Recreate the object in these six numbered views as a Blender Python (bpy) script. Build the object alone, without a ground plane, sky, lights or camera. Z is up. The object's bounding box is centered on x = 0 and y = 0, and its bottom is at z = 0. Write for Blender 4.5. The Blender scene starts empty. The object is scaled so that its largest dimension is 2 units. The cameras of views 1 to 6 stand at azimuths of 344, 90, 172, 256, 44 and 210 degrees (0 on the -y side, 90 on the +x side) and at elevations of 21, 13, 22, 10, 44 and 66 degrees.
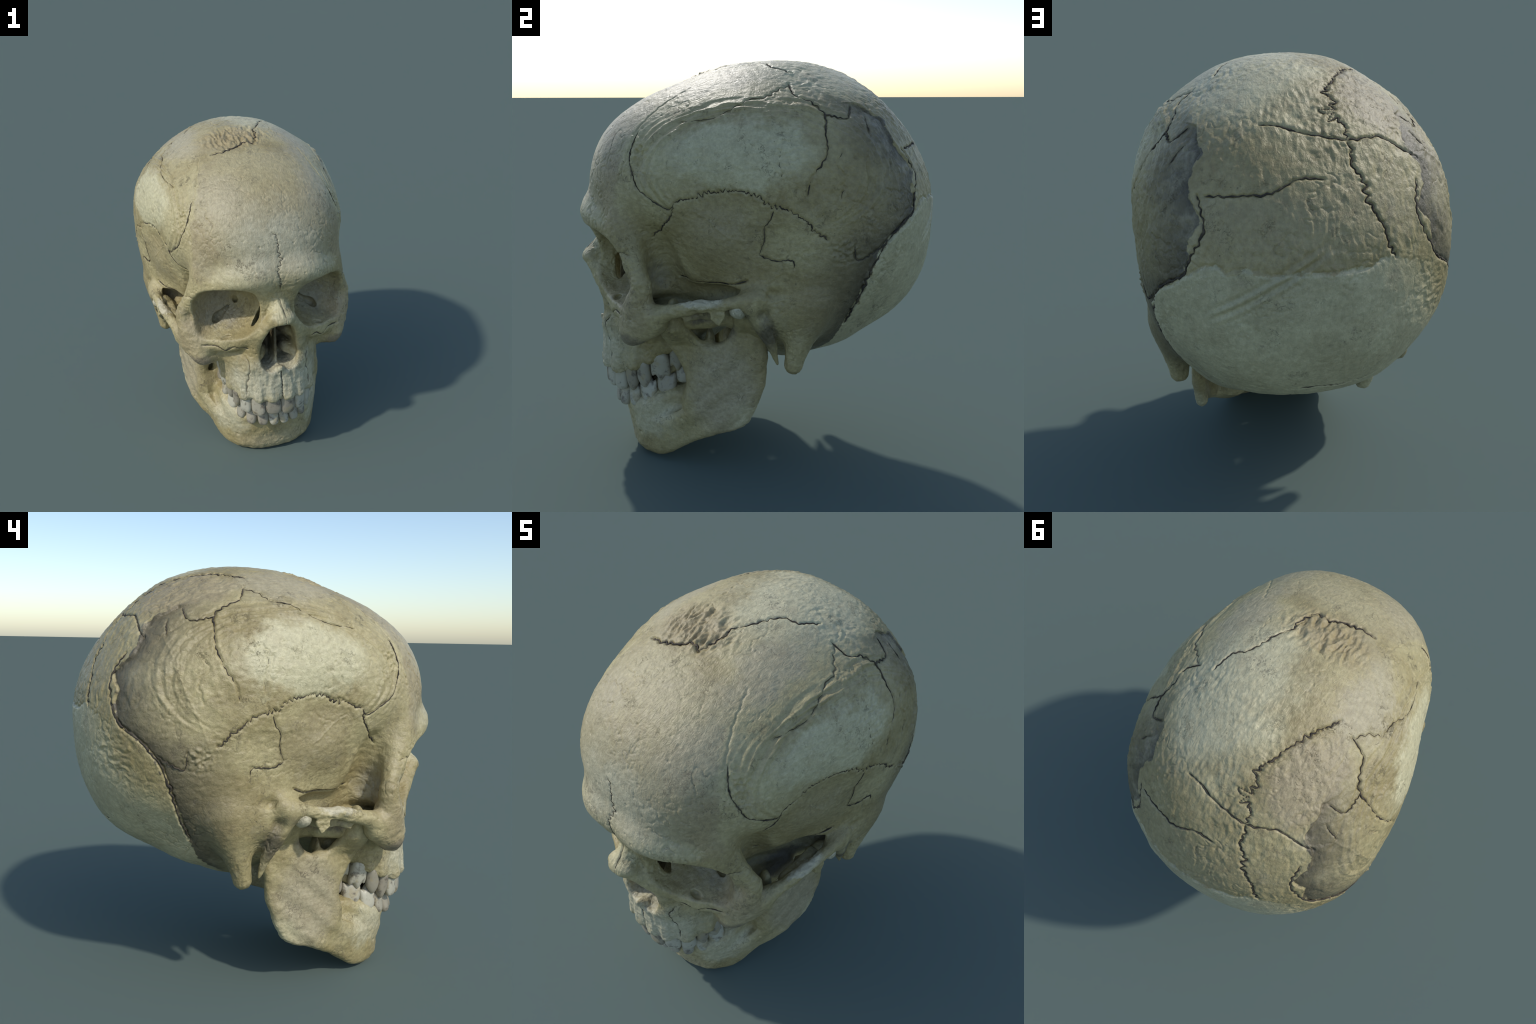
# Human skull: cranium and face modelled as one smooth implicit body, mandible as a second,
# teeth as single crowns. Metres, z up, face towards -y, mirror plane x = 0.
import bpy, math, random
import numpy as np
from mathutils import Vector, noise as mnoise

random.seed(7)
RNG = np.random.default_rng(7)
VOXEL = 0.0045
F32 = np.float32

# ------------------------------------------------------------------ implicit toolkit
def smin(a, b, k):
    h = np.maximum(k - np.abs(a - b), 0.0) / k
    return np.minimum(a, b) - h * h * k * 0.25

def smax(a, b, k):
    return -smin(-a, -b, k)

def length(d):
    return np.sqrt((d * d).sum(-1))

def ellipsoid(P, centre, radii, turn=None):
    """turn = (axis letter, degrees) or list of them."""
    q = P - np.array(centre, F32)
    if turn is not None:
        for axis, deg in (turn if isinstance(turn, list) else [turn]):
            c, s = math.cos(math.radians(-deg)), math.sin(math.radians(-deg))
            i, j = {"x": (1, 2), "y": (2, 0), "z": (0, 1)}[axis]
            q = q.copy()
            a, b = q[:, i].copy(), q[:, j].copy()
            q[:, i], q[:, j] = c * a - s * b, s * a + c * b
    r = np.array(radii, F32)
    k0 = length(q / r)
    k1 = length(q / (r * r))
    return k0 * (k0 - 1.0) / np.maximum(k1, 1e-6)

def tube(P, nodes, squash=(1, 1, 1)):
    """Chain of round cones; nodes = (x, y, z, radius). squash > 1 flattens along that axis."""
    sq = np.array(squash, F32)
    Q = P * sq
    best = None
    if len(nodes) > 2:
        nodes = smooth_curve(nodes, 3)
    for a, b in zip(nodes[:-1], nodes[1:]):
        pa, pb = np.array(a[:3], F32) * sq, np.array(b[:3], F32) * sq
        ab = pb - pa
        t = np.clip(((Q - pa) @ ab) / max(float(ab @ ab), 1e-9), 0, 1)
        d = length(Q - pa - t[:, None] * ab) - (a[3] + (b[3] - a[3]) * t)
        best = d if best is None else np.minimum(best, d)
    return best / max(squash)

def polygon(u, v, pts):
    """Signed distance to a closed 2-D outline."""
    n = len(pts)
    d2 = np.full(u.shape, 1e9, F32)
    inside = np.zeros(u.shape, bool)
    for i in range(n):
        ax, ay = pts[i]
        bx, by = pts[(i + 1) % n]
        ex, ey = bx - ax, by - ay
        t = np.clip(((u - ax) * ex + (v - ay) * ey) / (ex * ex + ey * ey + 1e-12), 0, 1)
        d2 = np.minimum(d2, (u - ax - t * ex) ** 2 + (v - ay - t * ey) ** 2)
        cross = (ay > v) != (by > v)
        if ay != by:
            inside ^= cross & (u < ax + (v - ay) * ex / ey)
    d = np.sqrt(d2)
    return np.where(inside, -d, d)

def smooth_curve(pts, per=6, closed=False):
    """Catmull-Rom through control points."""
    p = np.array(pts, float)
    n = len(p)
    out = []
    for i in range(n if closed else n - 1):
        g = (lambda k: p[k % n]) if closed else (lambda k: p[min(max(k, 0), n - 1)])
        p0, p1, p2, p3 = g(i - 1), g(i), g(i + 1), g(i + 2)
        for t in np.arange(per) / per:
            out.append(0.5 * (2 * p1 + (p2 - p0) * t + (2 * p0 - 5 * p1 + 4 * p2 - p3) * t * t + (3 * p1 - p0 - 3 * p2 + p3) * t ** 3))
    if not closed:
        out.append(p[-1])
    return np.array(out)

# ------------------------------------------------------------------ braincase
# Radii of the braincase seen from CENTRE: one ring per elevation (-60 deg up to the crown),
# each ring given at nine azimuths from the forehead (0) round the temple (90) to the occiput (180).
CENTRE = np.array([0, 0.05, 1.2], F32)
RINGS = [
    [0.468, 0.483, 0.540, 0.612, 0.665, 0.700, 0.708, 0.700, 0.695],
    [0.531, 0.536, 0.562, 0.613, 0.681, 0.705, 0.744, 0.736, 0.734],
    [0.610, 0.602, 0.584, 0.584, 0.698, 0.725, 0.748, 0.798, 0.808],
    [0.717, 0.691, 0.618, 0.576, 0.624, 0.702, 0.783, 0.833, 0.834],
    [0.838, 0.795, 0.647, 0.617, 0.617, 0.699, 0.802, 0.839, 0.846],
    [0.900, 0.880, 0.756, 0.630, 0.659, 0.725, 0.819, 0.848, 0.859],
    [0.914, 0.895, 0.802, 0.720, 0.726, 0.768, 0.830, 0.845, 0.853],
    [0.863, 0.854, 0.809, 0.774, 0.776, 0.780, 0.817, 0.844, 0.838],
    [0.809, 0.808, 0.802, 0.789, 0.782, 0.786, 0.808, 0.828, 0.838],
    [0.799, 0.799, 0.799, 0.799, 0.802, 0.807, 0.812, 0.816, 0.818],
    [0.798] * 9,
]
RING_TABLE = np.array(RINGS, F32)

def catmull_weights(t):
    return [-.5 * t + t * t - .5 * t ** 3, 1 - 2.5 * t * t + 1.5 * t ** 3, .5 * t + 2 * t * t - 1.5 * t ** 3, -.5 * t * t + .5 * t ** 3]

def braincase(P):
    d = P - CENTRE
    r = np.maximum(length(d), 1e-6)
    rows, cols = RING_TABLE.shape
    fe = np.clip((np.degrees(np.arcsin(np.clip(d[:, 2] / r, -1, 1))) + 60) / 15, 0, rows - 1 - 1e-4)
    fa = np.clip(np.degrees(np.arctan2(np.abs(d[:, 0]), -d[:, 1])) / 22.5, 0, cols - 1 - 1e-4)
    ie, ia = np.floor(fe).astype(np.int32), np.floor(fa).astype(np.int32)
    we, wa = catmull_weights(fe - ie), catmull_weights(fa - ia)
    R = np.zeros(len(P), F32)
    for i in range(4):
        e = np.maximum(ie + i - 1, 0)
        over = e > rows - 1
        e = np.where(over, 2 * (rows - 1) - e, e)
        for j in range(4):
            a = np.abs(ia + j - 1)
            a = np.where(a > cols - 1, 2 * (cols - 1) - a, a)
            a = np.where(over, cols - 1 - a, a)
            R += (we[i] * wa[j] * RING_TABLE[e, a]).astype(F32)
    return ((r - R) * 0.92).astype(F32)

# ------------------------------------------------------------------ cranium with face (x >= 0 half, mirrored)
APERTURE = smooth_curve([(0, 1.0), (.045, .985), (.085, .915), (.110, .80), (.112, .72), (.085, .668), (.04, .66), (0, .675),
                         (-.04, .66), (-.085, .668), (-.112, .72), (-.110, .80), (-.085, .915), (-.045, .985)], 4, True)

# rim of the eye socket in the plane of its opening: across (towards the temple), up
ORBIT_RIM = smooth_curve([(.190, .082), (.203, .03), (.205, -.03), (.192, -.11), (.150, -.158), (.05, -.165), (-.08, -.148), (-.165, -.09),
                          (-.195, -.01), (-.190, .09), (-.155, .168), (-.08, .182), (.02, .174), (.12, .145)], 3, True)

def orbit_cavity(Q):
    d = Q - np.array([.295, -.705, 1.03], F32)
    u = d[:, 0] * .81 + d[:, 1] * .587
    w = -d[:, 0] * .587 + d[:, 1] * .81            # depth behind the rim
    v = d[:, 2] - .12 * np.maximum(w, 0)
    s = np.where(w < 0, 1 - .35 * w, np.clip(1 - np.clip(w / .270, 0, 1) ** 2.5, .05, 1))
    v = np.where(v > 0, v * (1 + .7 * np.clip(w, 0, .3)), v)            # the roof comes down towards the back
    f = polygon(u / s, v / s, ORBIT_RIM) * s
    return smax(f, np.maximum(w - .26, -.35 - w), .03)

def gum_line(y):
    """Height of the upper gum along the tooth row; the row climbs towards the back."""
    t = y + .66
    return .448 + .27 * (t + np.sqrt(t * t + .0025))

def tooth_arch(x, y, half_width, front, back):
    return ((np.abs(x / half_width) ** 2.3 + np.abs((y - back) / (front - back)) ** 2.3) ** (1 / 2.3) - 1) * .27

def cranium(P):
    """Works on the half x >= 0 (callers pass |x|)."""
    f = braincase(P)
    mastoid = tube(P, [(.535, .27, .92, .09), (.530, .235, .80, .075), (.525, .203, .69, .055), (.522, .186, .605, .042)])
    f = smin(f, mastoid, 0.06)
    tymp = tube(P, [(.585, .00, .90, .045), (.57, .04, .82, .04), (.545, .08, .72, .026), (.53, .110, .615, .006)])
    f = smin(f, tymp, 0.015)
    f = smin(f, tube(P, [(.14, .10, .66, .035), (.10, -.02, .67, .04)]), 0.05)          # occipital condyle
    f = smax(f, -ellipsoid(P, (0, .18, .58), (.13, .17, .17)), 0.03)                      # foramen magnum
    f = smax(f, -ellipsoid(P, (.65, .05, .875), (.05, .03, .035)), 0.03)                  # ear canal

    face = (P[:, 1] < 0.20) & (P[:, 2] < 1.5)
    if not face.any():
        return f
    Q = P[face]
    g = f[face]
    x, y, z = Q[:, 0], Q[:, 1], Q[:, 2]
    # ---- brow ridge
    g = smin(g, tube(Q, [(0, -.774, 1.262, .068), (.06, -.782, 1.270, .070), (.13, -.788, 1.274, .072), (.20, -.767, 1.266, .070), (.27, -.722, 1.243, .066),
                         (.34, -.664, 1.213, .060), (.392, -.618, 1.188, .050), (.430, -.582, 1.145, .037), (.455, -.558, 1.09, .034)]), 0.09)
    g = smin(g, tube(Q, [(.36, -.58, 1.40, .020), (.380, -.598, 1.33, .048), (.398, -.595, 1.26, .054), (.418, -.572, 1.19, .040)]), 0.08)   # temporal crest
    # ---- orbit shell, sphenoid body, upper jaw core
    g = smin(g, tube(Q, [(.275, -.60, 1.04, .195), (.19, -.42, 1.05, .20), (.10, -.20, 1.0, .23)]), 0.05)
    g = smin(g, ellipsoid(Q, (0, -.28, .86), (.26, .34, .24)), 0.05)
    # ---- carve: temporal fossa behind the cheek
    g = smax(g, -tube(Q, [(.465, -.445, 1.215, .030), (.445, -.42, 1.11, .064), (.425, -.40, .98, .085), (.43, -.30, .918, .058), (.475, -.15, .922, .055), (.498, -.05, .927, .058), (.580, .02, .957, .031), (.635, .12, .977, .008)]), 0.04)
    g = smin(g, tube(Q, [(.33, -.44, .80, .055), (.40, -.33, .79, .048), (.42, -.20, .80, .045)]), 0.04)     # floor of the fossa
    g = smin(g, tube(Q, [(.31, -.36, .79, .055), (.34, -.22, .80, .06), (.38, -.10, .81, .055)]), 0.04)
    # ---- lateral orbital pillar, cheek bone, arch
    g = smin(g, tube(Q, [(.425, -.565, 1.17, .034), (.468, -.540, 1.09, .036), (.505, -.510, .995, .045), (.485, -.525, .90, .060)]), 0.045)
    g = smin(g, tube(Q, [(.43, -.545, .875, .050), (.432, -.558, .80, .062), (.408, -.575, .730, .052), (.34, -.57, .72, .048)]), 0.06)
    g = smin(g, tube(Q, [(.475, -.515, .825, .058), (.508, -.455, .842, .050), (.540, -.395, .868, .037), (.562, -.32, .886, .030), (.580, -.25, .908, .030),
                         (.588, -.17, .912, .026), (.598, -.08, .93, .030), (.595, .02, .95, .045)]), 0.045)
    g = smin(g, smax(polygon(y, z, [(-.195, .905), (-.125, .905), (-.122, .868), (-.150, .822), (-.168, .832), (-.192, .858)]), np.abs(x - .598) - .013, .010), 0.012)    # broken splinter under the arch
    g = smin(g, tube(Q, [(.42, -.565, .738, .055), (.465, -.51, .758, .050), (.51, -.44, .795, .040)]), 0.05)
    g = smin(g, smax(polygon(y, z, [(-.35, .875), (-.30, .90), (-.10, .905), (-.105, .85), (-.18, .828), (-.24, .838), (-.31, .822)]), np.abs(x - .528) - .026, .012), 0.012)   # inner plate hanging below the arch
    # ---- lower orbital rim and frontal process of the upper jaw
    g = smin(g, tube(Q, [(.42, -.565, .845, .040), (.345, -.622, .82, .045), (.27, -.665, .82, .045), (.20, -.705, .855, .040), (.145, -.745, .92, .036),
                         (.100, -.745, 1.01, .034), (.085, -.755, 1.10, .036), (.08, -.775, 1.19, .045)]), 0.06)
    # ---- upper jaw
    g = smin(g, ellipsoid(Q, (0, -.46, .73), (.315, .315, .22)), 0.05)
    gum = gum_line(y)
    alveolar = smax(tooth_arch(x, y, .300, -.803, -.42), smax(gum - z, z - gum - .26, .03), 0.04)
    g = smin(g, alveolar, 0.06)
    g = smin(g, smax(tooth_arch(x, y, .25, -.75, -.42), np.maximum(np.maximum(gum - .13 - z, z - gum), y + .32), .02), .01)     # solid mouth behind the teeth
    g = smin(g, tube(Q, [(.045, -.84, 1.02, .036), (.085, -.80, .94, .034), (.125, -.74, .83, .036), (.125, -.715, .70, .042)]), 0.06)
    for rx, ry, rr in ((.05, -.785, .022), (.125, -.765, .022), (.205, -.70, .026), (.262, -.60, .020), (.28, -.52, .018)):   # root ridges
        g = smin(g, tube(Q, [(rx, ry, float(gum_line(np.array(ry))) + .02, rr), (rx * .97, ry + .02, float(gum_line(np.array(ry))) + .15, rr * .8)]), 0.035)
    # ---- nasal bones
    g = smin(g, tube(Q, [(0, -.742, 1.16, .050), (.0, -.790, 1.085, .046), (.0, -.852, 1.02, .046)]), 0.05)
    # ---- carve: orbit, nose
    g = smax(g, -orbit_cavity(Q), 0.018)
    for c, r in (((.112, -.770, 1.005), (.010, .020, .018)), ((.285, -.665, .868), (.035, .02, .012))):
        g = smax(g, -ellipsoid(Q, c, r), 0.006)                                                                  # fissures and canals
    g = smax(g, -tube(Q, [(.315, -.515, .918, .020), (.295, -.50, .930, .030), (.26, -.49, .955, .018), (.20, -.47, .995, .012)]), .006)
    g = smax(g, -tube(Q, [(.215, -.53, 1.075, .010), (.19, -.50, 1.04, .018), (.17, -.48, 1.00, .014)]), .006)
    pear = smax(polygon(x, z, APERTURE), np.maximum(y + .58, -(y + 1.2)), 0.02)
    g = smax(g, -pear, 0.015)
    g = smin(g, smax(smax(np.abs(x) - .009, -.71 - y, .01), smax(y + .45, np.abs(z - .84) - .2, .01), .01), 0.012)   # septum
    g = smin(g, tube(Q, [(.12, -.71, .73, .034), (.075, -.63, .74, .040), (.08, -.55, .75, .04)]), 0.015)       # conchae
    g = smin(g, tube(Q, [(.11, -.69, .85, .030), (.07, -.62, .86, .036), (.07, -.55, .87, .04)]), 0.015)
    g = smin(g, tube(Q, [(0, -.785, .66, .022), (0, -.815, .69, .010)]), 0.02)                                   # nasal spine
    g = smax(g, -ellipsoid(Q, (.275, -.745, .69), (.045, .05, .05)), 0.05)                                         # hollow below the eye
    f[face] = g
    return f

# ------------------------------------------------------------------ mandible
JAW_PROFILE = smooth_curve([(-.655, .065), (-.625, .022), (-.57, .002), (-.51, .014), (-.44, .050), (-.37, .096), (-.30, .137), (-.22, .180), (-.13, .222),
                            (-.055, .255), (-.002, .318), (.026, .384), (.050, .458), (.064, .556), (.066, .66), (.045, .75), (.005, .83), (-.025, .895),
                            (-.09, .90), (-.105, .84), (-.098, .77), (-.13, .702), (-.19, .675), (-.25, .690), (-.30, .745), (-.335, .83), (-.355, .90), (-.39, .905), (-.43, .83), (-.455, .76),
                            (-.420, .66), (-.380, .60), (-.348, .52), (-.338, .44), (-.36, .402), (-.43, .392), (-.50, .362), (-.57, .332), (-.64, .312), (-.76, .308), (-.76, .19), (-.70, .12)], 4, True)

def mandible(P):
    x, y, z = P[:, 0], P[:, 1], P[:, 2]
    profile = polygon(y, z, JAW_PROFILE)
    # tooth-bearing body: a horseshoe leaning forward towards the teeth
    lean = .030 * np.clip((z - .08) / .18, 0, 1) - .03 * np.clip((.06 - z) / .06, 0, 1)
    rho = tooth_arch(x, np.minimum(y + lean, -.38), .308, -.665, -.38)                # horseshoe, open to the back
    body = smax(smax(rho, -(rho + .11), .02), np.maximum(profile, y + .26), .05)
    mouth = smax(tooth_arch(x, y, .25, -.68, -.38), np.maximum(np.maximum(z - gum_line(y) + .12, .20 - z), y + .46), .02)
    # side plate, flaring out behind the tooth row
    down = np.maximum(.30 - z, 0)
    outer = .405 + np.interp(y, [-.33, -.20, 0, .1], [0, .042, .062, .068]) - .30 * np.clip(-.33 - y, 0, .3) * np.clip((.62 - z) / .2, 0, 1) + np.clip(.9 * (z - .66), 0, .085) * np.clip(-.22 - y, 0, .15) / .15 - .22 * down * np.clip(1 - (y + .33) / .18, 0, 1.2)
    outer = outer + .70 * np.clip(z - .74, 0, .2) * np.clip((y + .13) / .04, 0, 1)                     # neck of the joint
    plate = smax(smax(np.abs(x - outer + .032) - .032, profile, .04), -.50 + np.interp(z, [.22, .32, .50, .62], [0, .12, .09, 0]) - y, .11)
    f = smin(body, plate, .06)
    f = smin(f, mouth, .01)
    f = smin(f, ellipsoid(P, (.33, -.312, .35), (.085, .03, .10)), .03)
    f = smin(f, ellipsoid(P, (.345, -.215, .55), (.085, .028, .20)), .03)                              # inner wall behind the tooth row
    f = smin(f, tube(P, [(.155, -.555, .072, .042), (.09, -.59, .062, .047), (0, -.605, .062, .046)]), .06)        # chin
    f = smin(f, ellipsoid(P, (.572, -.066, .890), (.055, .042, .042)), .03)                                      # condyle
    f = smax(f, -ellipsoid(P, (.245, -.602, .128), (.02, .02, .013)), .006)                                      # mental foramen
    return f

# ------------------------------------------------------------------ meshing (surface nets on a sparse grid)
def surface_net(field, low, high, h, block=4):
    low = np.array(low, float)
    n = np.ceil((np.array(high) - low) / h / block).astype(int) * block       # cells; x starts at 0
    nb = n // block
    centres = np.stack(np.meshgrid(*[(np.arange(nb[i]) + .5) * block * h + low[i] for i in range(3)], indexing="ij"), -1).reshape(-1, 3).astype(F32)
    fc = np.concatenate([field(c) for c in np.array_split(centres, max(1, len(centres) // 200000))])
    near = (np.abs(fc) < block * h * 1.9).reshape(nb)
    F = np.repeat(np.repeat(np.repeat(np.sign(fc).reshape(nb).astype(F32), block, 0), block, 1), block, 2)
    ids = np.argwhere(near)
    offs = np.stack(np.meshgrid(*[np.arange(block)] * 3, indexing="ij"), -1).reshape(-1, 3)
    for part in np.array_split(ids, max(1, len(ids) // 6000)):
        g = (part[:, None] * block + offs[None]).reshape(-1, 3)
        F[g[:, 0], g[:, 1], g[:, 2]] = field(((g + .5) * h + low).astype(F32))
    F = np.concatenate([F[::-1], F], 0)                                        # mirror in x; samples sit half a cell off the plane
    org = np.array([-(n[0] - .5) * h, low[1] + .5 * h, low[2] + .5 * h])
    S = F < 0
    c = np.zeros(np.array(S.shape) - 1, np.uint8)
    for i in (0, 1):
        for j in (0, 1):
            for k in (0, 1):
                c += S[i:S.shape[0] - 1 + i, j:S.shape[1] - 1 + j, k:S.shape[2] - 1 + k]
    cells = np.argwhere((c > 0) & (c < 8))
    index = np.full(c.shape, -1, np.int32)
    index[cells[:, 0], cells[:, 1], cells[:, 2]] = np.arange(len(cells))
    acc = np.zeros((len(cells), 3))
    cnt = np.zeros(len(cells))
    corners = [(i, j, k) for i in (0, 1) for j in (0, 1) for k in (0, 1)]
    val = {o: F[cells[:, 0] + o[0], cells[:, 1] + o[1], cells[:, 2] + o[2]] for o in corners}
    for o in corners:
        for ax in range(3):
            if o[ax] == 0:
                o2 = tuple(1 if q == ax else o[q] for q in range(3))
                a, b = val[o], val[o2]
                m = (a < 0) != (b < 0)
                t = np.where(m, a / np.where(m, a - b, 1), 0)
                pt = np.tile(np.array(o, float), (len(cells), 1))
                pt[:, ax] += t
                acc[m] += pt[m]
                cnt[m] += 1
    verts = (cells + acc / cnt[:, None]) * h + org
    quads = []
    for ax in range(3):
        u, v = (ax + 1) % 3, (ax + 2) % 3
        sl = [slice(1, None)] * 3
        A = [slice(1, -1)] * 3
        A[ax] = slice(0, -1)
        B = [slice(1, -1)] * 3
        B[ax] = slice(1, None)
        e = np.argwhere(S[tuple(A)] != S[tuple(B)])
        base = e.copy()
        base[:, u] += 1
        base[:, v] += 1
        inside = S[base[:, 0], base[:, 1], base[:, 2]]
        def at(du, dv):
            q = base.copy()
            q[:, u] -= du
            q[:, v] -= dv
            return index[q[:, 0], q[:, 1], q[:, 2]]
        quad = np.stack([at(1, 1), at(0, 1), at(0, 0), at(1, 0)], -1)
        quads.append(np.where(inside[:, None], quad, quad[:, ::-1]))
    return verts, np.concatenate(quads)

def half(fn):
    def g(P):
        Q = P.copy()
        Q[:, 0] = np.abs(Q[:, 0])
        return fn(Q)
    return g

def biggest_piece(v, q):
    lab = np.arange(len(v))
    while True:
        m = lab[q].min(1)
        new = lab.copy()
        for i in range(4):
            np.minimum.at(new, q[:, i], m)
        new = new[new]
        if (new == lab).all():
            break
        lab = new
    roots, count = np.unique(lab, return_counts=True)
    keep = lab == roots[count.argmax()]
    remap = np.cumsum(keep) - 1
    return v[keep], remap[q[keep[q].all(1)]]

def vertex_normals(v, q):
    fn = np.cross(v[q[:, 2]] - v[q[:, 0]], v[q[:, 3]] - v[q[:, 1]])
    n = np.zeros_like(v)
    for i in range(4):
        for c in range(3):
            n[:, c] += np.bincount(q[:, i], fn[:, c], len(v))
    return n / np.maximum(np.linalg.norm(n, axis=1), 1e-12)[:, None]

def mesh_object(name, v, q, material, parent, normals=None):
    used = np.unique(q)
    remap = np.full(len(v), -1)
    remap[used] = np.arange(len(used))
    me = bpy.data.meshes.new(name)
    me.vertices.add(len(used))
    me.vertices.foreach_set("co", v[used].astype(F32).ravel())
    me.loops.add(q.size)
    me.loops.foreach_set("vertex_index", remap[q].astype(np.int32).ravel())
    me.polygons.add(len(q))
    me.polygons.foreach_set("loop_start", np.arange(0, q.size, 4, dtype=np.int32))
    me.polygons.foreach_set("use_smooth", np.ones(len(q), bool))
    me.update(calc_edges=True)
    for m in (material if isinstance(material, list) else [material]):
        me.materials.append(m)
    if normals is not None:
        me.normals_split_custom_set_from_vertices(normals[used].tolist())
    ob = bpy.data.objects.new(name, me)
    bpy.context.scene.collection.objects.link(ob)
    ob.parent = parent
    return ob

# ------------------------------------------------------------------ noise, curves on the surface
def _hash(i, j, k, seed):
    h = (i * 374761393 + j * 668265263 + k * 2147483647 + seed * 974634777) & 0xFFFFFFFF
    h = ((h ^ (h >> 13)) * 1274126177) & 0xFFFFFFFF
    h = ((h ^ (h >> 16)) * 2246822519) & 0xFFFFFFFF
    return (h ^ (h >> 15)) & 0xFFFFFFFF

def noise3(P, scale, seed=0):
    """Smooth gradient noise, about -0.8 .. 0.8; scale = wavelength (number or per axis)."""
    P = np.asarray(P)
    out = np.empty(len(P))
    inv = 1.0 / np.array(scale, float)
    for lo in range(0, len(P), 16384):
        q = P[lo:lo + 16384] * inv + 100.0
        b = np.floor(q)
        f = (q - b).astype(F32)
        b = b.astype(np.int64)
        u = f * f * f * (f * (f * 6 - 15) + 10)
        total = np.zeros(len(q), F32)
        for dx in (0, 1):
            wx, fx = (u[:, 0] if dx else 1 - u[:, 0]), f[:, 0] - dx
            for dy in (0, 1):
                wy, fy = wx * (u[:, 1] if dy else 1 - u[:, 1]), f[:, 1] - dy
                for dz in (0, 1):
                    h = _hash(b[:, 0] + dx, b[:, 1] + dy, b[:, 2] + dz, seed)
                    d = ((h & 1023).astype(F32) / 511.5 - 1) * fx + (((h >> 10) & 1023).astype(F32) / 511.5 - 1) * fy + (((h >> 20) & 1023).astype(F32) / 511.5 - 1) * (f[:, 2] - dz)
                    total += wy * (u[:, 2] if dz else 1 - u[:, 2]) * d
        out[lo:lo + 16384] = total
    return out

def fbm(P, scale, octaves=3, seed=0, gain=.5):
    out, a, sc = 0, 1.0, np.array(scale, float)
    for o in range(octaves):
        out = out + a * noise3(P, sc, seed + o * 17)
        a *= gain
        sc = sc / 2.03
    return out

def gradient(field, P, e=.004):
    P = np.asarray(P, F32)
    g = np.stack([field(P + np.eye(3, dtype=F32)[i] * e) - field(P - np.eye(3, dtype=F32)[i] * e) for i in range(3)], -1) / (2 * e)
    return g

def onto_surface(field, P):
    P = np.asarray(P, F32).copy()
    for _ in range(4):
        g = gradient(field, P)
        P -= (np.clip(field(P), -.03, .03)[:, None] * g / np.maximum((g * g).sum(1), .05)[:, None]).astype(F32)
    g = gradient(field, P)
    return P, g / np.linalg.norm(g, axis=1)[:, None]

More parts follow.
